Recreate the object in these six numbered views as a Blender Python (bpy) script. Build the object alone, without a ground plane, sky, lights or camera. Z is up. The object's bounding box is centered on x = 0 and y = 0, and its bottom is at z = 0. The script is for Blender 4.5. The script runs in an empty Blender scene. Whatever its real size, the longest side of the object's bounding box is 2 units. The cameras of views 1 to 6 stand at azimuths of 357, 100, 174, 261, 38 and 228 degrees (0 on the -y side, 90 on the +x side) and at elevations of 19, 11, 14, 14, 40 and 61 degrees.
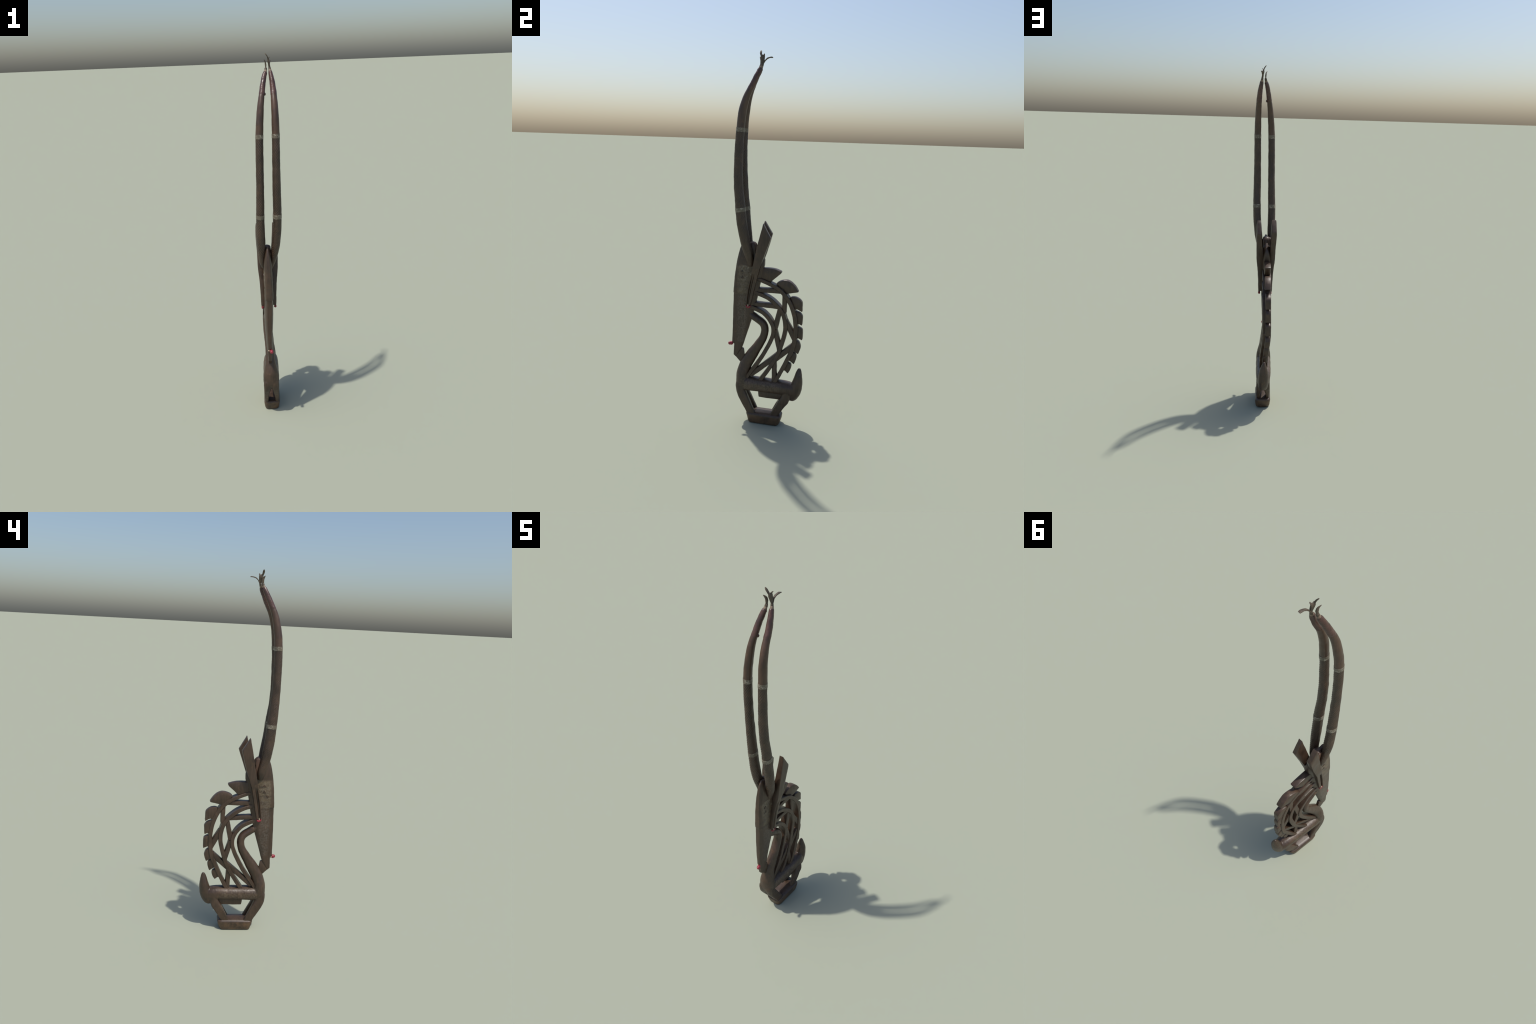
"""Carved wooden antelope headdress: a small standing antelope with a long bent-down
head, openwork mane and two tall grooved horns.  y: nose (-) to tail (+), z up."""
import bpy, bmesh, math
from mathutils import Vector, noise

# ------------------------------------------------------------------ helpers
def smooth(a, b, t):
    t = min(1.0, max(0.0, (t - a) / (b - a)))   # a > b gives a falling step
    return t * t * (3 - 2 * t)

def lean(y, z):
    """the carving is slightly twisted: x of its middle plane at (y, z)"""
    t = smooth(0.28, 0.50, z)
    high = -0.0115 - 0.0042 * smooth(0.80, 0.50, z) + 0.0095 * smooth(0.02, 0.17, y)
    return (-0.004 + 0.07 * y) * (1 - t) + high * t

def wobble(p, amp, scale, seed=0.0):
    return noise.noise_vector(Vector((p[0] * scale + seed, p[1] * scale, p[2] * scale))) * amp

def spline(pts, n):
    """Catmull-Rom through tuples of any length, n samples, spaced by the first three values"""
    P = [tuple(float(v) for v in p) for p in pts]
    L = [0.0]
    for a, b in zip(P, P[1:]):
        L.append(L[-1] + max(1e-6, math.dist(a[:3], b[:3])) ** 0.75)
    out = []
    for i in range(n):
        s = L[-1] * i / (n - 1)
        k = 0
        while k < len(P) - 2 and s > L[k + 1]:
            k += 1
        t0, t1 = L[k], L[k + 1]
        t = (s - t0) / (t1 - t0)
        h = t1 - t0
        q = []
        for d in range(len(P[0])):
            p1, p2 = P[k][d], P[k + 1][d]
            m1 = (p2 - P[k - 1][d]) / (t1 - L[k - 1]) if k > 0 else (p2 - p1) / h
            m2 = (P[k + 2][d] - p1) / (L[k + 2] - t0) if k < len(P) - 2 else (p2 - p1) / h
            a, b = t * t, t * t * t
            q.append((2*b - 3*a + 1) * p1 + (b - 2*a + t) * h * m1 + (3*a - 2*b) * p2 + (b - a) * h * m2)
        out.append(tuple(q))
    return out

ROOT = bpy.data.objects.new("antelope_headdress", None)
bpy.context.scene.collection.objects.link(ROOT)
ROOT["label"] = "dark carved wooden antelope crest with openwork mane and tall horns"
ROOT["category"] = "wooden sculpture"

def add(name, mesh, mat, parent=ROOT, angle=38, leaning=True, rough=(0.0007, 40.0), seed=0.0, tilt=0.0):
    """finish a mesh: hand-carved unevenness, lean of the carving, shading, object"""
    for v in mesh.vertices:
        w = wobble(v.co, rough[0], rough[1], seed) + wobble(v.co, rough[0] * 0.5, rough[1] * 3.1, seed + 7)
        v.co = v.co + w
        if leaning:
            v.co.x += lean(v.co.y, v.co.z) - tilt * smooth(0.80, 0.44, v.co.z)
    mesh.materials.clear()
    mesh.materials.append(mat)
    mesh.polygons.foreach_set("use_smooth", [True] * len(mesh.polygons))
    if angle:
        mesh.set_sharp_from_angle(angle=math.radians(angle))
    ob = bpy.data.objects.new(name, mesh)
    bpy.context.scene.collection.objects.link(ob)
    ob.parent = parent
    return ob

def loft(rings, cap=True):
    me = bpy.data.meshes.new("loft")
    n = len(rings[0])
    V = [tuple(p) for r in rings for p in r]
    F = []
    for i in range(len(rings) - 1):
        for j in range(n):
            k = (j + 1) % n
            F.append((i*n + j, i*n + k, (i+1)*n + k, (i+1)*n + j))
    if cap:
        F.append(tuple(reversed(range(n))))
        F.append(tuple((len(rings) - 1) * n + j for j in range(n)))
    me.from_pydata(V, [], F)
    bm = bmesh.new(); bm.from_mesh(me)
    bmesh.ops.recalc_face_normals(bm, faces=bm.faces)
    bm.to_mesh(me); bm.free()
    return me

def bevelled(me, width, segs=2, angle=35, cuts=0):
    """chamfer the hard edges of a mesh, with modifiers applied"""
    ob = bpy.data.objects.new("tmp", me)
    bpy.context.scene.collection.objects.link(ob)
    m = ob.modifiers.new("b", 'BEVEL')
    m.width = width; m.segments = segs; m.limit_method = 'ANGLE'; m.angle_limit = math.radians(angle)
    m.use_clamp_overlap = True
    dg = bpy.context.evaluated_depsgraph_get()
    res = bpy.data.meshes.new_from_object(ob.evaluated_get(dg))
    bpy.data.objects.remove(ob)
    return res

def plate(outline, x0, x1, width=0.003, taper=0.0, layers=3):
    """flat carved piece: (y, z) outline, between x0 and x1"""
    rings = []
    cy = sum(p[0] for p in outline) / len(outline); cz = sum(p[1] for p in outline) / len(outline)
    for i in range(layers):
        x = x0 + (x1 - x0) * i / (layers - 1)
        s = 1 - taper * abs(2 * i / (layers - 1) - 1)
        rings.append([(x, cy + (y - cy) * s, cz + (z - cz) * s) for y, z in outline])
    return bevelled(loft(rings), width)

def soften(pts, corner=48):
    """closed outline: curve it between its sharp corners"""
    n = len(pts)
    sharp = []
    for i in range(n):
        a, b, c = Vector(pts[i - 1]), Vector(pts[i]), Vector(pts[(i + 1) % n])
        if math.degrees((b - a).angle(c - b)) > corner:
            sharp.append(i)
    out = []
    for i, k in enumerate(sharp):
        e = sharp[(i + 1) % len(sharp)]
        if e <= k:
            e += n
        run = [(0, *pts[j % n]) for j in range(k, e + 1)]
        m = 2 if len(run) == 2 else 3 * (len(run) - 1) + 1
        out += [(p[1], p[2]) for p in spline(run, m)[:-1]]
    return out

def rounded_rect(hx, hy, r, n=4):
    """corner-rounded rectangle, list of (x, y)"""
    r = min(r, hx * 0.98, hy * 0.98)
    out = []
    for sx, sy, a0 in ((1, 1, 0), (-1, 1, 90), (-1, -1, 180), (1, -1, 270)):
        for i in range(n + 1):
            a = math.radians(a0 + 90 * i / n)
            out.append((sx * (hx - r) + r * math.cos(a), sy * (hy - r) + r * math.sin(a)))
    return out

def tube(path, n=28, squash=None):
    """path: (x, y, z, r_side (x), r_in_plane); rings perpendicular to the path in the y-z plane"""
    rings = []
    for i, p in enumerate(path):
        a = path[max(0, i - 1)]; b = path[min(len(path) - 1, i + 1)]
        ty, tz = b[1] - a[1], b[2] - a[2]
        l = math.hypot(ty, tz) or 1
        ny, nz = -tz / l, ty / l
        rings.append([(p[0] + p[3] * math.cos(u), p[1] + ny * p[4] * math.sin(u), p[2] + nz * p[4] * math.sin(u))
                      for u in (2 * math.pi * k / n for k in range(n))])
    return rings

# ------------------------------------------------------------------ materials
def wood(name, dark, light, wear=(0.16, 0.085, 0.04), wear_amount=0.45, grain=(60, 60, 9), rough=0.41,
         spec=0.55, extra=None, bump=0.25, coat=0.0):
    m = bpy.data.materials.new(name); m.use_nodes = True
    nt = m.node_tree; N = nt.nodes; L = nt.links
    bsdf = N["Principled BSDF"]
    co = N.new("ShaderNodeTexCoord")
    mp = N.new("ShaderNodeMapping"); mp.inputs["Scale"].default_value = grain
    L.new(co.outputs["Object"], mp.inputs["Vector"])
    n1 = N.new("ShaderNodeTexNoise"); n1.inputs["Scale"].default_value = 1.6
    n1.inputs["Detail"].default_value = 6; n1.inputs["Roughness"].default_value = 0.65
    L.new(mp.outputs[0], n1.inputs["Vector"])
    n2 = N.new("ShaderNodeTexNoise"); n2.inputs["Scale"].default_value = 14
    n2.inputs["Detail"].default_value = 5
    L.new(co.outputs["Object"], n2.inputs["Vector"])
    mix = N.new("ShaderNodeMix"); mix.data_type = 'FLOAT'; mix.inputs[0].default_value = 0.5
    L.new(n1.outputs[0], mix.inputs[2]); L.new(n2.outputs[0], mix.inputs[3])
    r = N.new("ShaderNodeValToRGB")
    r.color_ramp.elements[0].position = 0.36; r.color_ramp.elements[0].color = (*dark, 1)
    r.color_ramp.elements[1].position = 0.64; r.color_ramp.elements[1].color = (*light, 1)
    L.new(mix.outputs[0], r.inputs[0])
    # worn specks that show the raw brown wood
    n3 = N.new("ShaderNodeTexNoise"); n3.inputs["Scale"].default_value = 34
    n3.inputs["Detail"].default_value = 7; n3.inputs["Roughness"].default_value = 0.7
    L.new(co.outputs["Object"], n3.inputs["Vector"])
    w = N.new("ShaderNodeMapRange")
    w.inputs["From Min"].default_value = 0.57; w.inputs["From Max"].default_value = 0.74
    w.inputs["To Max"].default_value = wear_amount
    L.new(n3.outputs[0], w.inputs[0])
    cm = N.new("ShaderNodeMix"); cm.data_type = 'RGBA'
    L.new(w.outputs[0], cm.inputs[0]); L.new(r.outputs[0], cm.inputs[6])
    cm.inputs[7].default_value = (*wear, 1)
    col = cm.outputs[2]
    if extra:
        col = extra(nt, co, col)
    L.new(col, bsdf.inputs["Base Color"])
    rr = N.new("ShaderNodeMapRange"); rr.inputs["To Min"].default_value = rough - 0.08; rr.inputs["To Max"].default_value = rough + 0.14
    L.new(n2.outputs[0], rr.inputs[0]); L.new(rr.outputs[0], bsdf.inputs["Roughness"])
    bsdf.inputs["Specular IOR Level"].default_value = spec
    bsdf.inputs["Coat Weight"].default_value = coat
    bsdf.inputs["Coat Roughness"].default_value = 0.3
    bp = N.new("ShaderNodeBump"); bp.inputs["Strength"].default_value = bump; bp.inputs["Distance"].default_value = 0.0015
    L.new(n1.outputs[0], bp.inputs["Height"]); L.new(bp.outputs[0], bsdf.inputs["Normal"])
    return m

def band_mask(nt, co, lo, hi, soft, axis="Z", ragged=0.012):
    """1 where lo < coordinate < hi, with soft ends"""
    N, L = nt.nodes, nt.links
    ns = N.new("ShaderNodeTexNoise"); ns.inputs["Scale"].default_value = 45; ns.inputs["Detail"].default_value = 4
    L.new(co.outputs["Object"], ns.inputs["Vector"])
    sh = N.new("ShaderNodeVectorMath"); sh.operation = 'MULTIPLY_ADD'
    L.new(ns.outputs["Color"], sh.inputs[0]); sh.inputs[1].default_value = (ragged,) * 3
    L.new(co.outputs["Object"], sh.inputs[2])
    s = N.new("ShaderNodeSeparateXYZ"); L.new(sh.outputs[0], s.inputs[0])
    lo += ragged / 2; hi += ragged / 2
    a = N.new("ShaderNodeMapRange"); a.inputs["From Min"].default_value = lo - soft; a.inputs["From Max"].default_value = lo + soft
    b = N.new("ShaderNodeMapRange"); b.inputs["From Min"].default_value = hi + soft; b.inputs["From Max"].default_value = hi - soft
    L.new(s.outputs[axis], a.inputs[0]); L.new(s.outputs[axis], b.inputs[0])
    m = N.new("ShaderNodeMath"); m.operation = 'MULTIPLY'
    L.new(a.outputs[0], m.inputs[0]); L.new(b.outputs[0], m.inputs[1])
    return m.outputs[0]

def times(nt, *socks):
    out = socks[0]
    for s in socks[1:]:
        m = nt.nodes.new("ShaderNodeMath"); m.operation = 'MULTIPLY'
        nt.links.new(out, m.inputs[0])
        if isinstance(s, float):
            m.inputs[1].default_value = s
        else:
            nt.links.new(s, m.inputs[1])
        out = m.outputs[0]
    return out

def specks(nt, co, scale, lo, hi, detail=5):
    n = nt.nodes.new("ShaderNodeTexNoise"); n.inputs["Scale"].default_value = scale
    n.inputs["Detail"].default_value = detail; n.inputs["Roughness"].default_value = 0.68
    nt.links.new(co.outputs["Object"], n.inputs["Vector"])
    r = nt.nodes.new("ShaderNodeMapRange"); r.inputs["From Min"].default_value = lo; r.inputs["From Max"].default_value = hi
    nt.links.new(n.outputs[0], r.inputs[0])
    return r.outputs[0]

def tint(nt, col, mask, rgb):
    m = nt.nodes.new("ShaderNodeMix"); m.data_type = 'RGBA'
    nt.links.new(mask, m.inputs[0]); nt.links.new(col, m.inputs[6]); m.inputs[7].default_value = (*rgb, 1)
    return m.outputs[2]

def side_mask(nt, co, half):
    """1 on the flat sides: where the surface faces along x (foil and dust were rubbed on there)"""
    N, L = nt.nodes, nt.links
    g = N.new("ShaderNodeNewGeometry"); s = N.new("ShaderNodeSeparateXYZ"); L.new(g.outputs["Normal"], s.inputs[0])
    a = N.new("ShaderNodeMath"); a.operation = 'ABSOLUTE'; L.new(s.outputs["X"], a.inputs[0])
    r = N.new("ShaderNodeMapRange"); r.inputs["From Min"].default_value = half; r.inputs["From Max"].default_value = min(1.0, half + 0.12)
    L.new(a.outputs[0], r.inputs[0])
    return r.outputs[0]

DARK, LIGHT = (0.0320, 0.0190, 0.0112), (0.0745, 0.0440, 0.0265)

def head_paint(nt, co, col):
    # worn foil: tan panel on the cheeks, grey strip running down to the nose
    cheek = times(nt, band_mask(nt, co, 0.740, 0.895, 0.007), band_mask(nt, co, -0.166, -0.085, 0.008, "Y"),
                  specks(nt, co, 45, 0.34, 0.66), 0.54)
    col = tint(nt, col, cheek, (0.185, 0.138, 0.074))
    flake = times(nt, band_mask(nt, co, 0.815, 0.897, 0.004), band_mask(nt, co, -0.150, -0.085, 0.008, "Y"), side_mask(nt, co, 0.8), specks(nt, co, 70, 0.54, 0.66), 0.55)
    col = tint(nt, col, flake, (0.30, 0.27, 0.20))
    grey = times(nt, band_mask(nt, co, 0.455, 0.895, 0.006), band_mask(nt, co, -0.163, -0.110, 0.008, "Y"),
                 side_mask(nt, co, 0.80), specks(nt, co, 120, 0.40, 0.76), 0.34)
    col = tint(nt, col, grey, (0.27, 0.25, 0.21))
    for z0, z1 in ((0.804, 0.810), (0.772, 0.777), (0.900, 0.904), (0.912, 0.915)):
        col = tint(nt, col, times(nt, band_mask(nt, co, z0, z1, 0.0015, ragged=0.003), specks(nt, co, 40, 0.3, 0.5), 0.55), (0.045, 0.033, 0.023))
    return col

def torso_paint(nt, co, col):
    m = times(nt, band_mask(nt, co, 0.200, 0.262, 0.014), band_mask(nt, co, -0.125, 0.095, 0.02, "Y"),
              specks(nt, co, 110, 0.42, 0.72), 0.36)
    return tint(nt, col, m, (0.22, 0.18, 0.115))

def base_paint(nt, co, col):
    m = times(nt, band_mask(nt, co, -0.01, 0.046, 0.006), specks(nt, co, 22, 0.40, 0.58), 0.65)
    return tint(nt, col, m, (0.135, 0.076, 0.037))

def band_paint(nt, co, col):
    return tint(nt, col, specks(nt, co, 75, 0.52, 0.60, 2), (0.25, 0.22, 0.168))

WOOD = wood("dark_wood", DARK, LIGHT)
BODYWOOD = wood("body_wood", DARK, LIGHT, extra=torso_paint)
HEADWOOD = wood("head_wood", DARK, LIGHT, extra=head_paint)
BASEWOOD = wood("base_wood", DARK, LIGHT, extra=base_paint)
ROUGHWOOD = wood("broken_wood", (0.035, 0.019, 0.012), (0.11, 0.058, 0.033), bump=0.9)
HORNWOOD = wood("horn_wood", (0.0310, 0.0185, 0.0115), (0.0660, 0.0390, 0.0235), wear=(0.15, 0.085, 0.04), wear_amount=0.5, grain=(70, 70, 12))
POLISHED = wood("polished_horn", (0.0430, 0.0230, 0.0140), (0.0870, 0.0470, 0.0270), wear=(0.17, 0.10, 0.04), wear_amount=0.4,
                grain=(80, 80, 8), rough=0.38, coat=0.05)
SLEEVE = wood("red_leather", (0.046, 0.022, 0.0165), (0.100, 0.044, 0.032), wear=(0.16, 0.08, 0.05), wear_amount=0.4,
              grain=(50, 50, 20), rough=0.36, coat=0.1)
LEATHER = wood("dry_leather", (0.052, 0.039, 0.025), (0.115, 0.084, 0.054), wear=(0.2, 0.14, 0.1), wear_amount=0.4, rough=0.6)
FOIL = wood("worn_foil", (0.085, 0.069, 0.047), (0.165, 0.138, 0.098), extra=band_paint, wear_amount=0.15, rough=0.4)
COLLAR = wood("tip_cord", (0.15, 0.105, 0.07), (0.29, 0.215, 0.15), wear_amount=0.0, rough=0.5)
IVORY = wood("pale_binding", (0.30, 0.21, 0.14), (0.48, 0.37, 0.26), wear_amount=0.0, rough=0.5)
RED = wood("red_bead", (0.16, 0.009, 0.018), (0.30, 0.020, 0.038), wear=(0.42, 0.09, 0.10), wear_amount=0.3, rough=0.38)

# ------------------------------------------------------------------ base
def make_base():
    rings = []
    y0, y1 = -0.0965, 0.1055
    #        z,   x half, y shrink front, y shrink back, corner
    for z, hx, sf, sb, r in ((0.000, 0.0385, 0.0145, 0.016, 0.020), (0.003, 0.0405, 0.0120, 0.013, 0.022),
                             (0.012, 0.0428, 0.0095, 0.009, 0.023), (0.030, 0.0450, 0.005, 0.003, 0.024), (0.044, 0.0465, 0.001, 0.001, 0.024),
                             (0.050, 0.0458, 0.000, 0.000, 0.024), (0.0550, 0.0435, 0.002, 0.002, 0.023), (0.0580, 0.039, 0.005, 0.005, 0.022)):
        cy = (y0 + sf + y1 - sb) / 2; hy = (y1 - sb - y0 - sf) / 2
        rings.append([(x, y + cy, z) for x, y in rounded_rect(hx, hy, r, 6)])
    top = rings[-1]
    for s in (0.86, 0.66, 0.44, 0.22, 0.06):
        ring = []
        for x, y, z in top:
            X, Y = x * s, (y - 0.0045) * (0.25 * 1 + 0.75 * s) + 0.0045
            rise = 0.0105 * smooth(0.090, 0.030, abs(Y - 0.005)) * (1 - (X / 0.046) ** 2)
            ring.append((X, Y, 0.060 + rise))
        rings.append(ring)
    base = add("base", loft(rings), BASEWOOD, angle=40, rough=(0.0016, 22))
    for v in base.data.vertices:
        v.co.z = max(0.0, v.co.z)
    return base

make_base()

# ------------------------------------------------------------------ body (one smooth carving, split by region)
def slab_leg(stations):
    """leg as a stack of rounded rectangles: (z, y_front, y_back, x_inner, x_outer)"""
    meshes = []
    for side in (-1, 1):
        rings = []
        for z, yf, yb, xi, xo in spline([(s[0], s[1], s[2], s[3], s[4]) for s in stations], 30):
            cx, cy = side * (xi + xo) / 2, (yf + yb) / 2
            rings.append([(cx + x, cy + y, z) for x, y in rounded_rect((xo - xi) / 2, (yb - yf) / 2, 0.007 + 0.013 * smooth(0.13, 0.19, z), 5)])
        meshes.append(loft(rings))
    return meshes

def make_body():
    parts = []
    # barrel of the torso
    st = [(-0.142, 0.2230, 0.014, 0.016), (-0.136, 0.2210, 0.028, 0.026), (-0.120, 0.2190, 0.040, 0.034), (-0.09, 0.2195, 0.0455, 0.0375), (-0.03, 0.2200, 0.0455, 0.0365), (0.05, 0.2195, 0.0445, 0.0355),
          (0.11, 0.2195, 0.0430, 0.0360), (0.15, 0.2150, 0.0385, 0.036), (0.178, 0.2080, 0.027, 0.03)]
    rings = []
    for y, zc, hx, hz in spline(st, 40):
        rings.append([(hx * math.copysign(abs(math.cos(a)) ** (0.8 if math.sin(a) > 0 else 0.5), math.cos(a)), y, zc + hz * math.copysign(abs(math.sin(a)) ** (0.85 if math.sin(a) > 0 else 0.7), math.sin(a)))
                      for a in (2 * math.pi * k / 40 for k in range(40))])
    parts.append(loft(rings))
    # S-curved neck, thick at the chest
    nk = [(0, -0.126, 0.634, 0.018, 0.0195), (0, -0.095, 0.622, 0.0215, 0.0205), (0, -0.061, 0.601, 0.0235, 0.0205), (0, -0.021, 0.572, 0.0245, 0.0210), (0, -0.009, 0.536, 0.0250, 0.0208),
          (0, -0.017, 0.494, 0.0255, 0.0222), (0, -0.045, 0.442, 0.0250, 0.0262), (0, -0.078, 0.388, 0.0252, 0.0325),
          (0, -0.110, 0.330, 0.0295, 0.0345), (0, -0.127, 0.276, 0.0405, 0.0345), (0, -0.1275, 0.236, 0.0455, 0.0365), (0, -0.1250, 0.208, 0.0440, 0.0355), (0, -0.1220, 0.196, 0.036, 0.029)]
    parts.append(loft(tube(spline(nk, 60), 32)))
    # legs bend inward to the base; each pair leaves a pointed arch between them
    parts += slab_leg([(0.050, -0.091, -0.038, 0.020, 0.0400), (0.075, -0.103, -0.050, 0.0190, 0.0410), (0.105, -0.121, -0.065, 0.0170, 0.0420),
                       (0.135, -0.138, -0.080, 0.0130, 0.0425), (0.165, -0.1535, -0.095, 0.0050, 0.0435), (0.182, -0.1590, -0.103, -0.002, 0.0440), (0.205, -0.1625, -0.106, -0.008, 0.0435), (0.228, -0.1595, -0.110, -0.012, 0.0405), (0.25, -0.148, -0.118, -0.012, 0.028)])
    parts += slab_leg([(0.050, 0.036, 0.082, 0.018, 0.0375), (0.075, 0.049, 0.098, 0.0175, 0.0385), (0.100, 0.062, 0.113, 0.0150, 0.0395),
                       (0.125, 0.075, 0.130, 0.0080, 0.0400), (0.143, 0.084, 0.143, -0.001, 0.0405), (0.170, 0.098, 0.150, -0.002, 0.0405), (0.215, 0.112, 0.155, -0.002, 0.0405)])
    # upright tail, swelling into the rump
    rings = []
    for z, yf, yb, hx in spline([(0.150, 0.150, 0.168, 0.012), (0.154, 0.140, 0.178, 0.0205), (0.165, 0.130, 0.190, 0.0270), (0.190, 0.125, 0.204, 0.0310),
                                 (0.217, 0.132, 0.212, 0.0315), (0.250, 0.152, 0.2145, 0.0298), (0.276, 0.1625, 0.2140, 0.0262), (0.302, 0.1705, 0.2105, 0.0195),
                                 (0.324, 0.1785, 0.2060, 0.0120), (0.335, 0.1840, 0.2020, 0.0080), (0.3405, 0.1890, 0.1985, 0.004)], 40):
        cy, hy = (yf + yb) / 2, (yb - yf) / 2
        rings.append([(hx * math.cos(a), cy + hy * math.sin(a), z) for a in (2 * math.pi * k / 32 for k in range(32))])
    parts.append(loft(rings))

    bm = bmesh.new()
    for me in parts:
        bm.from_mesh(me)
    whole = bpy.data.meshes.new("body"); bm.to_mesh(whole); bm.free()
    ob = bpy.data.objects.new("tmp_body", whole)
    bpy.context.scene.collection.objects.link(ob)
    r = ob.modifiers.new("r", 'REMESH'); r.mode = 'VOXEL'; r.voxel_size = 0.0023
    s = ob.modifiers.new("s", 'SMOOTH'); s.factor = 0.5; s.iterations = 5
    me = bpy.data.meshes.new_from_object(ob.evaluated_get(bpy.context.evaluated_depsgraph_get()))
    bpy.data.objects.remove(ob)
    for v in me.vertices:
        v.co += wobble(v.co, 0.0013, 26) + wobble(v.co, 0.0005, 85, 3)
        v.co.x += lean(v.co.y, v.co.z)
    me.polygons.foreach_set("use_smooth", [True] * len(me.polygons))
    me.update()
    normals = [v.normal.copy() for v in me.vertices]

    def region(c):
        cx = c.x - lean(c.y, c.z)
        if c.y > 0.10 and c.z > 0.165 + 0.9 * max(0.0, 0.19 - c.y) and c.y > 0.150 - 0.0 * c.z:
            return "tail"
        if c.y < -0.02 and c.z < 0.186:
            return "foreleg_a" if cx < 0 else "foreleg_b"
        if c.y > 0.03 and c.z < 0.172 and c.y < 0.160:
            return "hindleg_a" if cx < 0 else "hindleg_b"
        if c.z > 0.262 and c.y < 0.1:
            return "neck"
        return "torso"

    groups = {}
    for p in me.polygons:
        groups.setdefault(region(p.center), []).append(p)
    for key, polys in groups.items():
        idx = {}; V = []; Nn = []; F = []
        for p in polys:
            f = []
            for vi in p.vertices:
                if vi not in idx:
                    idx[vi] = len(V); V.append(me.vertices[vi].co[:]); Nn.append(normals[vi][:])
                f.append(idx[vi])
            F.append(f)
        sub = bpy.data.meshes.new(key); sub.from_pydata(V, [], F)
        sub.polygons.foreach_set("use_smooth", [True] * len(F))
        sub.materials.append(BODYWOOD)
        sub.normals_split_custom_set_from_vertices(Nn)
        o = bpy.data.objects.new(key.split("_")[0], sub)
        bpy.context.scene.collection.objects.link(o); o.parent = ROOT

make_body()
add("belly_sheath", plate([(-0.032, 0.194), (-0.030, 0.168), (-0.0265, 0.1525), (0.02, 0.1515), (0.060, 0.1525), (0.098, 0.1525), (0.106, 0.170), (0.1, 0.194)],
                          -0.0270, 0.0270, 0.004, layers=5), WOOD)

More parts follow.
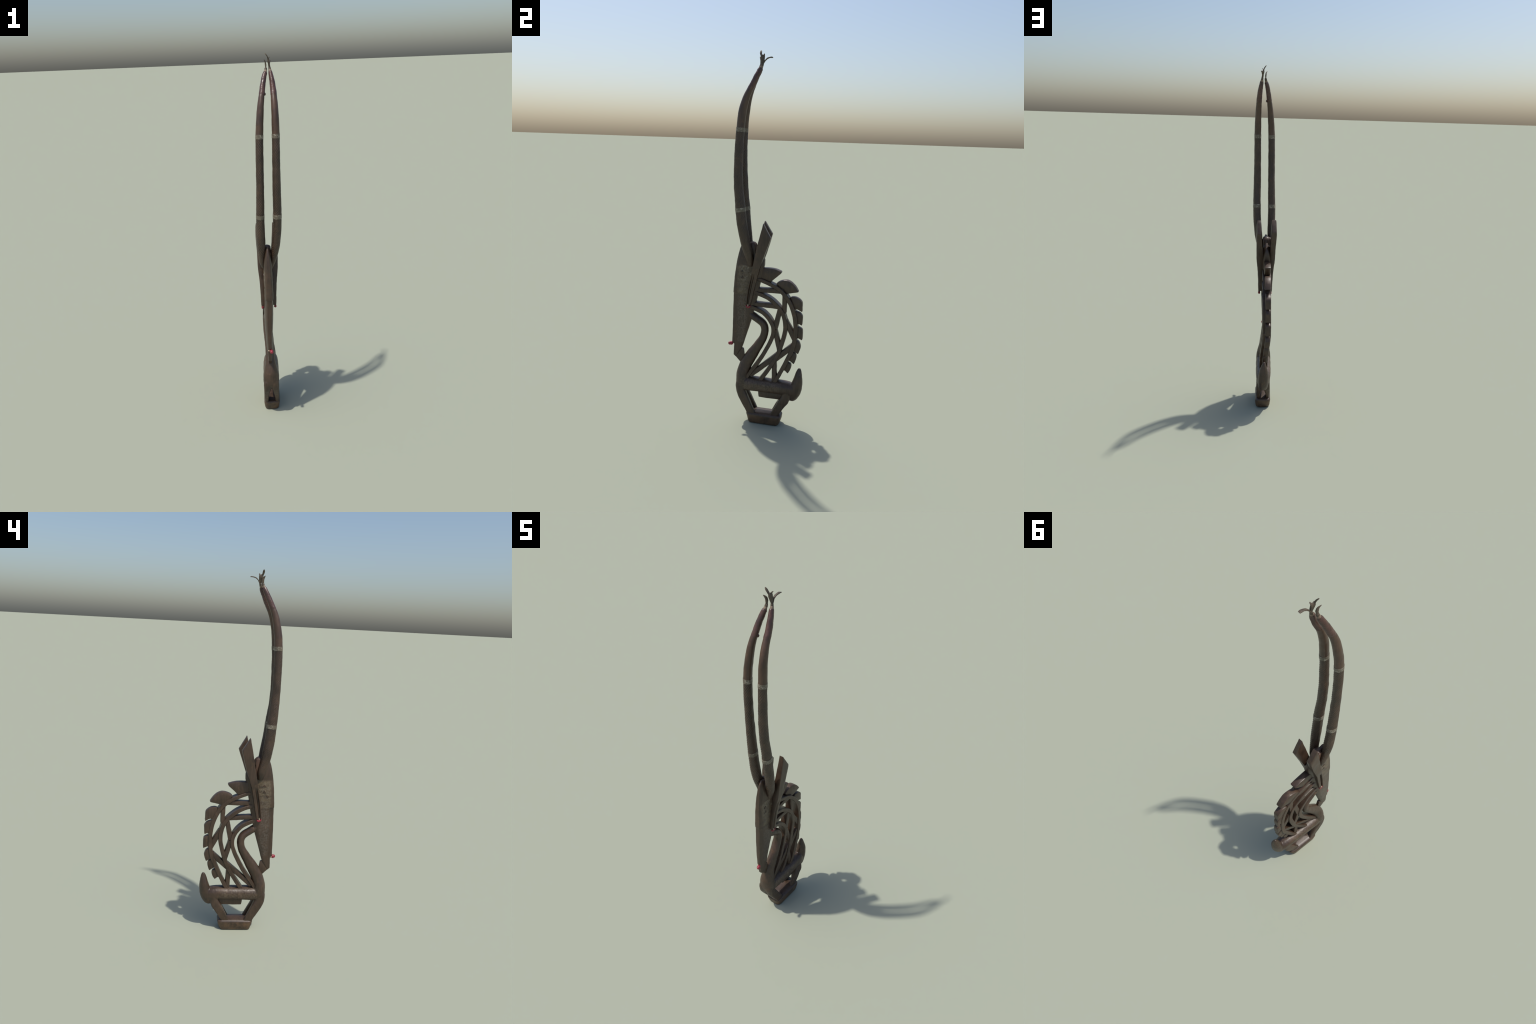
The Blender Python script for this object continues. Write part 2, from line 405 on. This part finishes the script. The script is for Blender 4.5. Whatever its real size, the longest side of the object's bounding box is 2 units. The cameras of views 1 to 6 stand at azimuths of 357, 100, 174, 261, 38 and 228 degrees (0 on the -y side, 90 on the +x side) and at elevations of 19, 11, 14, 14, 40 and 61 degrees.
# ------------------------------------------------------------------ head
def make_head():
    # (front y, z), (back y, z), side half width, front flat half width, front chamfer depth, back flat half, back chamfer depth
    S = [((-0.1825, 0.377), (-0.1675, 0.3645), 0.0098, 0.0075, 0.004, 0.007, 0.003),
         ((-0.1825, 0.400), (-0.1525, 0.392), 0.0120, 0.0085, 0.008, 0.009, 0.006),
         ((-0.1815, 0.425), (-0.1375, 0.417), 0.0145, 0.0100, 0.012, 0.010, 0.010),
         ((-0.1805, 0.443), (-0.1290, 0.443), 0.0160, 0.0110, 0.012, 0.010, 0.012),
         ((-0.1880, 0.4475), (-0.1275, 0.447), 0.0165, 0.0095, 0.020, 0.010, 0.013),
         ((-0.1925, 0.455), (-0.1255, 0.455), 0.0168, 0.0085, 0.026, 0.010, 0.014),
         ((-0.1910, 0.500), (-0.1125, 0.500), 0.0192, 0.0098, 0.029, 0.011, 0.018),
         ((-0.1900, 0.545), (-0.0990, 0.545), 0.0214, 0.0110, 0.030, 0.012, 0.020),
         ((-0.1892, 0.600), (-0.0840, 0.598), 0.0240, 0.0120, 0.029, 0.014, 0.022),
         ((-0.1885, 0.655), (-0.0710, 0.652), 0.0248, 0.0125, 0.029, 0.015, 0.022),
         ((-0.1868, 0.705), (-0.0605, 0.700), 0.0250, 0.0130, 0.029, 0.016, 0.020),
         ((-0.1865, 0.7365), (-0.0540, 0.731), 0.0250, 0.0130, 0.029, 0.016, 0.018),
         ((-0.1882, 0.7405), (-0.0530, 0.735), 0.0256, 0.0140, 0.024, 0.016, 0.018),
         ((-0.1875, 0.764), (-0.0485, 0.766), 0.0255, 0.0138, 0.025, 0.016, 0.018),
         ((-0.1836, 0.829), (-0.0360, 0.829), 0.0252, 0.0125, 0.029, 0.016, 0.018),
         ((-0.1765, 0.894), (-0.0215, 0.900), 0.0245, 0.0105, 0.036, 0.016, 0.018),
         ((-0.1715, 0.928), (-0.0205, 0.930), 0.0240, 0.0090, 0.040, 0.012, 0.022),
         ((-0.1655, 0.957), (-0.0270, 0.954), 0.0225, 0.0075, 0.045, 0.007, 0.028),
         ((-0.1580, 0.985), (-0.0450, 0.972), 0.0190, 0.0065, 0.045, 0.005, 0.025),
         ((-0.1500, 1.008), (-0.0610, 0.990), 0.0140, 0.0045, 0.035, 0.004, 0.02),
         ((-0.1345, 1.030), (-0.0800, 1.006), 0.0075, 0.0035, 0.02, 0.003, 0.01)]
    rings = []
    def section(f, b, hx, wf, cf, wb, cb):
        d = math.hypot(b[0] - f[0], b[1] - f[1])
        k = smooth(0.735, 0.745, f[1])                 # rounded forehead, straight facets along the nose
        mx, mt = wf + (hx * 0.88 - wf) * (0.5 + 0.26 * k), cf * (0.5 - 0.16 * k)
        P = [(-mx, mt), (-wf, 0), (wf, 0), (mx, mt), (hx * 0.88, cf), (hx * 0.94, (cf + d - cb) / 2), (hx * 0.98, d - cb), (wb, d), (-wb, d), (-hx * 0.98, d - cb), (-hx * 0.94, (cf + d - cb) / 2), (-hx * 0.88, cf)]
        uy, uz = (b[0] - f[0]) / d, (b[1] - f[1]) / d
        return [(x, f[0] + uy * t, f[1] + uz * t) for x, t in P]
    for a, b in zip(S, S[1:]):
        fa = section(*a); fb = section(*b)
        steps = max(1, int(abs(b[0][1] - a[0][1]) / 0.012))
        for i in range(steps):
            t = i / steps
            rings.append([tuple(p * (1 - t) + q * t for p, q in zip(u, v)) for u, v in zip(fa, fb)])
    rings.append(section(*S[-1]))
    me = bevelled(loft(rings), 0.0022, 2, 24)
    return add("head", me, HEADWOOD, angle=30, rough=(0.0009, 30), tilt=0.002)

HEAD = make_head()
add("lower_jaw", plate([(-0.1345, 0.4195), (-0.1265, 0.4165), (-0.1215, 0.388), (-0.1195, 0.366), (-0.132, 0.352), (-0.1440, 0.3400), (-0.1550, 0.3515), (-0.1700, 0.3665), (-0.158, 0.398), (-0.145, 0.4195)],
                       -0.0085, 0.0085, 0.0018), WOOD, HEAD, tilt=0.002)
# crest knob between the horns, its back broken away
add("crest", plate([(-0.135, 0.985), (-0.120, 1.013), (-0.106, 1.025), (-0.093, 1.031), (-0.080, 1.026), (-0.066, 1.016), (-0.062, 0.990), (-0.057, 0.955), (-0.075, 0.94), (-0.12, 0.94)],
                   -0.019, 0.0205, 0.009, taper=0.16, layers=5), WOOD, HEAD, rough=(0.0018, 45))
add("broken_wood", plate([(-0.100, 1.020), (-0.084, 1.022), (-0.070, 1.012), (-0.068, 0.992), (-0.0735, 0.975), (-0.066, 0.958), (-0.072, 0.925), (-0.1, 0.915)],
                         -0.025, -0.010, 0.003, layers=5), ROUGHWOOD, HEAD, rough=(0.0035, 90))

# little triangles scratched out of the cheek foil
for side, tris in ((-1, (((-0.113, 0.861), (-0.136, 0.861), (-0.1245, 0.8755)), ((-0.114, 0.825), (-0.137, 0.825), (-0.126, 0.842)), ((-0.137, 0.810), (-0.155, 0.810), (-0.147, 0.795)))),
                   (1, (((-0.130, 0.858), (-0.150, 0.858), (-0.140, 0.872)), ((-0.128, 0.824), (-0.150, 0.824), (-0.139, 0.839))))):
    for t in tris:
        xs = 0.0238
        m = plate(list(t), side * (xs - 0.004), side * (xs + 0.0004), 0.0003)
        add("triangle_mark", m, WOOD, HEAD, rough=(0.0, 30))

# ------------------------------------------------------------------ ears: paddle above, grooved channel below
def make_ear(side, dy, S):
    n = 40
    rings = []
    for row in spline([(b[0], b[1], f[0], f[1], xi, xo, g) for b, f, xi, xo, g in S], n):
        by, bz, fy, fz, xi, xo, g = row
        by += dy; fy += dy
        g = max(0.0, g)
        P = [(0, xi), (0.5, xi), (1, xi), (1.0, xo), (0.88, xo), (0.80, xo - g), (0.58, xo - g), (0.46, xo), (0.25, xo), (0, xo)]
        rings.append([(side * x, by + (fy - by) * t, bz + (fz - bz) * t) for t, x in P])
    me = bevelled(loft(rings), 0.0022, 2, 30)
    return add("ear", me, WOOD, HEAD, angle=35, leaning=False, rough=(0.0009, 35))

EAR_R = make_ear(1, 0.0, [((0.0170, 1.0590), (-0.0260, 1.1335), 0.0265, 0.0490, 0), ((0.0130, 1.046), (-0.030, 1.1130), 0.0250, 0.0510, 0), ((0.0000, 1.008), (-0.0470, 1.0450), 0.021, 0.0505, 0),
                          ((-0.0180, 0.955), (-0.0640, 0.968), 0.014, 0.0490, 0), ((-0.0375, 0.895), (-0.0765, 0.897), 0.008, 0.0465, 0), ((-0.0450, 0.866), (-0.0835, 0.864), 0.006, 0.0435, 0.001),
                          ((-0.0520, 0.839), (-0.0895, 0.835), 0.004, 0.0395, 0.009), ((-0.0690, 0.766), (-0.1035, 0.762), 0.002, 0.0330, 0.0135), ((-0.0820, 0.705), (-0.1095, 0.700), 0.002, 0.0310, 0.0130),
                          ((-0.0880, 0.684), (-0.1100, 0.682), 0.002, 0.0290, 0.012)])
EAR_L = make_ear(-1, 0.0, [((0.0100, 1.0680), (-0.0335, 1.1365), 0.037, 0.0625, 0), ((0.0060, 1.054), (-0.0375, 1.1160), 0.0355, 0.0655, 0), ((-0.0055, 1.008), (-0.0530, 1.0400), 0.034, 0.0640, 0),
                          ((-0.0190, 0.962), (-0.0665, 0.970), 0.032, 0.0620, 0), ((-0.0405, 0.895), (-0.0800, 0.895), 0.034, 0.0620, 0), ((-0.0510, 0.864), (-0.0870, 0.862), 0.034, 0.0605, 0.001),
                          ((-0.0565, 0.839), (-0.0925, 0.835), 0.034, 0.0575, 0.009), ((-0.0710, 0.766), (-0.1055, 0.762), 0.034, 0.0540, 0.0125), ((-0.0830, 0.705), (-0.1125, 0.700), 0.034, 0.0530, 0.0120),
                          ((-0.0885, 0.680), (-0.1120, 0.678), 0.034, 0.0520, 0.011)])

def blob(name, mat, centre, size, parent, point=0.0, axis=2, rough=(0.0010, 160), seed=0.0):
    rings = []
    for i in range(11):
        a = math.pi * (i + 0.02) / 10.04
        rr = math.sin(a); h = -math.cos(a)
        rr *= 1 - point * smooth(-0.2, 1, h)
        ring = []
        for k in range(16):
            u = 2 * math.pi * k / 16
            p = [rr * math.cos(u), rr * math.sin(u), h]
            if axis == 1:
                p = [p[0], p[2], p[1]]
            ring.append(tuple(centre[j] + size[j] * p[j] for j in range(3)))
        rings.append(ring)
    return add(name, loft(rings), mat, parent, angle=0, leaning=False, rough=rough, seed=seed)

def make_eye(ear, x, y, z, side):
    # red wool loop hanging under the ear channel, with a pale bead in it
    path = []
    for i in range(17):
        a = math.pi * (1 + i / 16)
        path.append((x + side * 0.0008 * math.sin(a * 5), y + 0.0105 * math.cos(a), z + 0.0105 * math.sin(a), 0.0060, 0.0030 + 0.0030 * abs(math.sin(a))))
    e = add("eye_loop", loft(tube(path, 14)), RED, ear, angle=0, leaning=False, rough=(0.0012, 190))
    blob("eye_bead", IVORY, (x + side * 0.002, y - 0.001, z + 0.001), (0.0045, 0.0035, 0.009), ear, 0.6)

make_eye(EAR_R, 0.0248, -0.0990, 0.6800, 1)
make_eye(EAR_L, -0.0455, -0.1020, 0.6775, -1)
NOSE = blob("nose_bead", RED, (-0.0115, -0.1985, 0.4425), (0.0100, 0.0120, 0.0112), HEAD, 0.1, 1, (0.0016, 130), 2.0)
blob("nose_bead", RED, (-0.0095, -0.2050, 0.4425), (0.0092, 0.0096, 0.0095), HEAD, 0.2, 1, (0.0014, 150), 5.0)
blob("nose_bead", IVORY, (-0.0240, -0.1855, 0.4430), (0.0055, 0.0055, 0.0060), HEAD, 0.2, 1, (0.0008, 150), 9.0)

# ------------------------------------------------------------------ horns
#            z,     y,       x,      ry,     rx
HORN_R = [(0.895, -0.0960, 0.0030, 0.0150, 0.0120), (0.930, -0.0985, 0.0140, 0.0205, 0.0160), (0.970, -0.1060, 0.0235, 0.0240, 0.0190), (1.006, -0.1165, 0.0310, 0.0250, 0.0205),
          (1.054, -0.1265, 0.0365, 0.0262, 0.0222), (1.120, -0.1390, 0.0420, 0.0266, 0.0222), (1.200, -0.1490, 0.0448, 0.0268, 0.0218), (1.260, -0.1555, 0.0450, 0.0252, 0.0214), (1.320, -0.1620, 0.0445, 0.0240, 0.0208),
          (1.400, -0.1655, 0.0445, 0.0228, 0.0200), (1.500, -0.1640, 0.0455, 0.0222, 0.0192), (1.560, -0.1620, 0.0465, 0.0213, 0.0190), (1.617, -0.1580, 0.0475, 0.0208, 0.0186),
          (1.660, -0.1545, 0.0478, 0.0206, 0.0182), (1.704, -0.1490, 0.0475, 0.0203, 0.0175), (1.765, -0.1330, 0.0470, 0.0176, 0.0158), (1.815, -0.1105, 0.0462, 0.0150, 0.0140)]
SLEEVE_R = [(1.806, -0.1150, 0.0464, 0.0150, 0.0146), (1.8170, -0.1095, 0.0462, 0.0152, 0.0148), (1.840, -0.0970, 0.0450, 0.0148, 0.0138), (1.869, -0.0840, 0.0425, 0.0140, 0.0122), (1.893, -0.0722, 0.0392, 0.0130, 0.0105), (1.907, -0.0655, 0.0372, 0.0115, 0.0092), (1.913, -0.0628, 0.0366, 0.0090, 0.0080)]
HORN_L = [(0.905, -0.0985, -0.0310, 0.0135, 0.0120), (0.935, -0.1020, -0.0375, 0.0205, 0.0160), (0.970, -0.1090, -0.0390, 0.0235, 0.0190), (1.010, -0.1205, -0.0410, 0.0248, 0.0212),
          (1.058, -0.1290, -0.0432, 0.0262, 0.0222), (1.125, -0.1380, -0.0438, 0.0270, 0.0216), (1.205, -0.1445, -0.0432, 0.0265, 0.0206), (1.260, -0.1500, -0.0415, 0.0250, 0.0202), (1.325, -0.1545, -0.0398, 0.0240, 0.0196),
          (1.434, -0.1590, -0.0378, 0.0218, 0.0190), (1.534, -0.1600, -0.0362, 0.0212, 0.0188), (1.615, -0.1580, -0.0338, 0.0208, 0.0184), (1.673, -0.1530, -0.0298, 0.0205, 0.0178),
          (1.749, -0.1405, -0.0225, 0.0190, 0.0160), (1.786, -0.1300, -0.0170, 0.0168, 0.0142), (1.815, -0.1185, -0.0118, 0.0148, 0.0130)]
SLEEVE_L = [(1.806, -0.1225, -0.0130, 0.0148, 0.0134), (1.818, -0.1170, -0.0110, 0.0150, 0.0136), (1.842, -0.1065, -0.0068, 0.0144, 0.0128), (1.870, -0.0935, -0.0010, 0.0136, 0.0118), (1.893, -0.0820, 0.0048, 0.0128, 0.0108), (1.905, -0.0762, 0.0090, 0.0118, 0.0098), (1.911, -0.0740, 0.0105, 0.0085, 0.0080)]

def horn_rings(stations, n_along, n_round, relief):
    rows = spline([(y, x, z, ry, rx) for z, y, x, ry, rx in stations], n_along)
    rings = []
    for i, (y, x, z, ry, rx) in enumerate(rows):
        a = rows[max(0, i - 1)]; b = rows[min(n_along - 1, i + 1)]
        T = Vector((b[1] - a[1], b[0] - a[0], b[2] - a[2])).normalized()
        U = Vector((1, 0, 0)); U = (U - T * U.dot(T)).normalized()
        W = T.cross(U)                    # points towards +y
        c = Vector((x, y, z))
        flat = abs(T.z)
        ring = []
        for k in range(n_round):
            u = 2 * math.pi * k / n_round
            d = relief(u, z) + 0.0009
            ring.append(c + U * ((rx + d) * math.cos(u)) + W * ((ry * (0.55 + 0.45 * flat) + d) * math.sin(u)))
        rings.append(ring)
    return rings

def grooves(seed):
    """slanting chip-cut grooves that wind round the horn between head and upper band"""
    def f(u, z):
        ph = 13 * u - 2 * math.pi * z / 0.0145 + 1.3 * noise.noise(Vector((math.cos(u) * 1.5 + seed, math.sin(u) * 1.5, z * 14)))
        s = math.sin(ph)
        depth = 0.0016 * smooth(0.93, 1.0, z) * (0.55 + 0.6 * noise.noise(Vector((u, z * 22, seed))) + 0.3)
        return -depth * max(0.0, s) ** 0.7 + 0.0002 * s
    return f

def split(stations, z):
    """interpolate a station at height z"""
    for a, b in zip(stations, stations[1:]):
        if a[0] <= z <= b[0]:
            t = (z - a[0]) / (b[0] - a[0])
            return tuple(p + (q - p) * t for p, q in zip(a, b))

def make_horn(S, SL, seed):
    cut = 1.612
    low = [s for s in S if s[0] < cut] + [split(S, cut)]
    up = [split(S, cut - 0.006)] + [s for s in S if s[0] > cut]
    horn = add("horn", loft(horn_rings(low, 420, 96, grooves(seed))), HORNWOOD, HEAD, angle=0, leaning=False, rough=(0.0010, 24), seed=seed)
    add("horn_upper", loft(horn_rings(up, 60, 48, lambda u, z: 0.0)), POLISHED, horn, angle=60, leaning=False, rough=(0.0007, 28), seed=seed)
    # red leather sleeve, laced with thread on the rear side
    lace = lambda u, z: (0.0009 * math.sin(2 * math.pi * z / 0.0058) + 0.0006) * max(0.0, math.sin(u + (0.4 if seed else -0.4) + (0 if seed == 0 else 0))) ** 2 if z < 1.905 else 0.0
    add("horn_sleeve", loft(horn_rings(SL, 120, 48, lace)), SLEEVE, horn, angle=60, leaning=False, rough=(0.0008, 50), seed=seed)
    for zb in (1.200, 1.609):
        zz = zb + (0.000 if seed else 0.001)
        seg = [split(S, zz - 0.0105), split(S, zz), split(S, zz + 0.0105)]
        add("horn_band", loft(horn_rings(seg, 9, 64, lambda u, z: 0.0009)), FOIL, horn, angle=60, leaning=False, rough=(0.0004, 60), seed=seed)
    return horn

HR = make_horn(HORN_R, SLEEVE_R, 0.0)
HL = make_horn(HORN_L, SLEEVE_L, 4.0)
blob("knot", SLEEVE, (0.0030, -0.1170, 1.8090), (0.0045, 0.0060, 0.0075), HL, 0.2, 2)

def binding(horn, pts):
    """pale binding and dark leather stump at the horn's end: (y, x, z, ry, rx)"""
    st = [(z, y, x, ry, rx) for x, y, z, ry, rx in pts]
    add("tip_binding", loft(horn_rings(st[:3], 10, 28, lambda u, z: 0.0)), COLLAR, horn, angle=60, leaning=False, rough=(0.0005, 120))
    add("tip_stump", loft(horn_rings(st[2:], 10, 28, lambda u, z: 0.0)), LEATHER, horn, angle=60, leaning=False, rough=(0.0006, 120))

binding(HR, [(0.0368, -0.0640, 1.909, 0.0078, 0.0075), (0.0362, -0.0612, 1.916, 0.0074, 0.0072), (0.0352, -0.0585, 1.923, 0.0066, 0.0062), (0.0350, -0.0580, 1.924, 0.0060, 0.0056), (0.0345, -0.0565, 1.930, 0.0058, 0.0050), (0.0340, -0.0555, 1.935, 0.0052, 0.0040)])
binding(HL, [(0.0100, -0.0755, 1.906, 0.0080, 0.0076), (0.0120, -0.0728, 1.914, 0.0074, 0.0070), (0.0135, -0.0702, 1.920, 0.0066, 0.0062), (0.0138, -0.0698, 1.921, 0.0066, 0.0060), (0.0146, -0.0680, 1.927, 0.0060, 0.0056), (0.0150, -0.0672, 1.931, 0.0050, 0.0040)])

def strip(horn, pts, across, n=24, tip=0.2):
    """leather strip: (x, y, z, half width, half thickness), `across` = direction of its width"""
    rows = spline(pts, n)
    A = Vector(across).normalized()
    rings = []
    for i, r in enumerate(rows):
        a = rows[max(0, i - 1)]; b = rows[min(n - 1, i + 1)]
        T = (Vector(b[:3]) - Vector(a[:3])).normalized()
        W = (A - T * A.dot(T)).normalized(); U = T.cross(W)
        c = Vector(r[:3])
        rings.append([c + W * x + U * y for x, y in rounded_rect(r[3], r[4], min(r[3], r[4]) * 0.8, 2)])
    return add("leather_strip", loft(rings), LEATHER, horn, angle=50, leaning=False, rough=(0.0007, 130))

strip(HR, [(0.0345, -0.0560, 1.928, 0.0050, 0.0022), (0.0325, -0.0560, 1.945, 0.0084, 0.0040), (0.0295, -0.0575, 1.960, 0.0112, 0.0050), (0.0285, -0.0575, 1.9705, 0.0112, 0.0044), (0.0285, -0.0560, 1.976, 0.0092, 0.0022)], (0, 1, 0.1))
strip(HR, [(0.0285, -0.0545, 1.962, 0.0050, 0.0016), (0.0295, -0.0510, 1.973, 0.0046, 0.0016), (0.0330, -0.0490, 1.9785, 0.0034, 0.0016), (0.0365, -0.0485, 1.9800, 0.0018, 0.0013)], (0, 1, -0.4))
strip(HR, [(0.0280, -0.0625, 1.962, 0.0042, 0.0016), (0.0268, -0.0655, 1.974, 0.0046, 0.0026), (0.0240, -0.0682, 1.983, 0.0052, 0.0024), (0.0190, -0.0690, 1.991, 0.0055, 0.0022), (0.0145, -0.0690, 1.9965, 0.0036, 0.0016), (0.0125, -0.0690, 1.9995, 0.0008, 0.0007)], (0, 1, 0.2))
strip(HR, [(0.0345, -0.0560, 1.926, 0.0046, 0.0022), (0.0335, -0.0490, 1.9400, 0.0050, 0.0024), (0.0330, -0.0420, 1.9500, 0.0050, 0.0022), (0.0355, -0.0325, 1.9580, 0.0056, 0.0026), (0.0380, -0.0215, 1.9620, 0.0058, 0.0025), (0.0395, -0.0110, 1.9632, 0.0062, 0.0024), (0.0400, -0.0035, 1.9620, 0.0056, 0.0018)], (1, 0, 0.1))
strip(HL, [(0.0148, -0.0675, 1.925, 0.0050, 0.0026), (0.0150, -0.0655, 1.940, 0.0064, 0.0034), (0.0142, -0.0655, 1.951, 0.0068, 0.0032), (0.0118, -0.0695, 1.960, 0.0050, 0.0026), (0.0060, -0.0765, 1.969, 0.0010, 0.0010)], (0.1, 1, 0.2))

# ------------------------------------------------------------------ openwork mane
MANE = bpy.data.objects.new("mane", None)
bpy.context.scene.collection.objects.link(MANE); MANE.parent = ROOT

def arch(inner, widths, hx, seed):
    """bent plank: inner edge curve in the y-z plane, thickness from head end to body end"""
    n = 90
    C = spline([(0, y, z) for y, z in inner], n)
    W = spline([(i, 0, 0, w) for i, w in enumerate(widths)], n)
    rings = []
    for i, q in enumerate(C):
        a = C[max(0, i - 2)]; b = C[min(n - 1, i + 2)]
        ty, tz = b[1] - a[1], b[2] - a[2]; l = math.hypot(ty, tz)
        p = (0, q[1] - tz / l * W[i][3], q[2] + ty / l * W[i][3])
        P = [(1, 0.12), (0.9, 0), (0.45, 0), (0, 0), (-0.45, 0), (-0.9, 0), (-1, 0.12), (-1, 0.5), (-1, 0.88), (-0.9, 1), (-0.45, 1), (0, 1), (0.45, 1), (0.9, 1), (1, 0.88), (1, 0.5)]
        rings.append([(hx * x, p[1] + (q[1] - p[1]) * t, p[2] + (q[2] - p[2]) * t) for x, t in P])
    return add("mane_arch", loft(rings), WOOD, MANE, angle=32, rough=(0.0009, 34), seed=seed)

arch([(-0.062, 0.817), (-0.035, 0.810), (0.018, 0.789), (0.061, 0.766), (0.098, 0.732), (0.125, 0.687), (0.144, 0.633), (0.1515, 0.583), (0.1525, 0.545), (0.147, 0.486), (0.137, 0.442), (0.122, 0.408), (0.102, 0.359), (0.076, 0.303), (0.050, 0.252), (0.043, 0.236)],
     (0.0185, 0.0215, 0.0225, 0.0225, 0.0215, 0.0210), 0.0245, 0)
arch([(-0.075, 0.741), (-0.054, 0.735), (-0.024, 0.726), (0.011, 0.709), (0.045, 0.682), (0.072, 0.652), (0.088, 0.617), (0.0955, 0.575), (0.093, 0.536), (0.081, 0.482), (0.067, 0.432), (0.049, 0.389), (0.029, 0.351), (0.006, 0.312), (-0.023, 0.268), (-0.042, 0.238)],
     (0.0200, 0.0215, 0.0225, 0.0225, 0.0215, 0.0210), 0.0245, 11)
arch([(-0.094, 0.657), (-0.071, 0.650), (-0.029, 0.632), (-0.003, 0.611), (0.018, 0.582), (0.029, 0.554), (0.0285, 0.522), (0.019, 0.489), (0.005, 0.456), (-0.017, 0.411), (-0.044, 0.363), (-0.071, 0.322), (-0.092, 0.291), (-0.109, 0.263), (-0.118, 0.245)],
     (0.0215, 0.0220, 0.0220, 0.0220, 0.0210, 0.0205), 0.0245, 23)

def strut(a, b, w0, w1, hx=0.0190, seed=0.0):
    """straight slat between two arches"""
    a = Vector((0, *a)); b = Vector((0, *b)); T = (b - a).normalized(); W = Vector((0, -T.z, T.y))
    rings = []
    for i in range(14):
        t = i / 13
        c = a.lerp(b, t); w = (w0 + (w1 - w0) * t) / 2
        rings.append([c + W * y + Vector((x, 0, 0)) for x, y in rounded_rect(hx, w, 0.003, 2)])
    add("mane_strut", loft(rings), WOOD, MANE, angle=32, rough=(0.0010, 40), seed=seed)

for i, (a, b, w0, w1) in enumerate([
        ((-0.062, 0.763), (0.090, 0.767), 0.024, 0.026), ((0.0965, 0.748), (0.0975, 0.646), 0.026, 0.021),
        ((0.105, 0.604), (0.1625, 0.502), 0.025, 0.031), ((0.150, 0.462), (0.058, 0.378), 0.028, 0.027), ((0.0520, 0.366), (0.0565, 0.245), 0.024, 0.025),
        ((-0.078, 0.684), (0.066, 0.678), 0.023, 0.026), ((0.0715, 0.660), (0.049, 0.552), 0.025, 0.027),
        ((0.048, 0.545), (0.0795, 0.428), 0.024, 0.026), ((0.074, 0.408), (-0.080, 0.270), 0.027, 0.025)]):
    strut(a, b, w0, w1, seed=3.0 * i)

FIN_SHIFT = (-0.002, -0.005, -0.006, -0.006, -0.005, -0.005, -0.005, -0.005)   # the fins sit off the arch's middle
# eight fin-like points along the back of the mane
for i, (pts, hx, off) in enumerate([
        ([(-0.045, 0.885), (-0.010, 0.888), (0.028, 0.887), (0.055, 0.8815), (0.0765, 0.8735), (0.0740, 0.8645), (0.050, 0.842), (0.0245, 0.8195), (0.015, 0.812), (-0.045, 0.822)], 0.0180, -0.001),
        ([(0.048, 0.806), (0.060, 0.816), (0.072, 0.8220), (0.097, 0.8290), (0.122, 0.8245), (0.148, 0.8055), (0.165, 0.7830), (0.1735, 0.7695), (0.145, 0.763), (0.117, 0.757), (0.104, 0.752), (0.070, 0.782)], 0.0180, -0.001),
        ([(0.130, 0.733), (0.136, 0.739), (0.159, 0.7395), (0.182, 0.729), (0.1955, 0.713), (0.1975, 0.690), (0.1980, 0.659), (0.170, 0.6725), (0.155, 0.668)], 0.0155, 0.0),
        ([(0.155, 0.664), (0.169, 0.6615), (0.188, 0.6525), (0.2005, 0.636), (0.2010, 0.610), (0.2000, 0.5825), (0.180, 0.590), (0.163, 0.586)], 0.0145, -0.001),
        ([(0.163, 0.577), (0.179, 0.5750), (0.194, 0.5690), (0.2030, 0.560), (0.2050, 0.530), (0.2045, 0.4995), (0.178, 0.5105), (0.163, 0.508)], 0.0145, -0.001),
        ([(0.160, 0.500), (0.174, 0.4975), (0.188, 0.4870), (0.1970, 0.463), (0.194, 0.441), (0.1860, 0.4195), (0.163, 0.4335), (0.150, 0.437)], 0.0145, -0.001),
        ([(0.143, 0.426), (0.161, 0.4275), (0.172, 0.4190), (0.1770, 0.401), (0.172, 0.378), (0.1650, 0.3605), (0.143, 0.3755), (0.130, 0.380)], 0.0140, -0.001),
        ([(0.118, 0.362), (0.134, 0.3675), (0.148, 0.3600), (0.1510, 0.345), (0.145, 0.324), (0.1330, 0.3045), (0.117, 0.3185), (0.104, 0.318)], 0.0135, -0.001)]):
    fine = [(y - (0.0015 if i < 2 else 0.0035) * smooth(0.0, 0.05, y), z) for y, z in soften(pts)]
    add("mane_fin", plate(fine, FIN_SHIFT[i] - hx, FIN_SHIFT[i] + hx, 0.0055 if i < 2 else 0.0038), WOOD, MANE, angle=30, rough=(0.0009, 45), seed=5.0 * i)
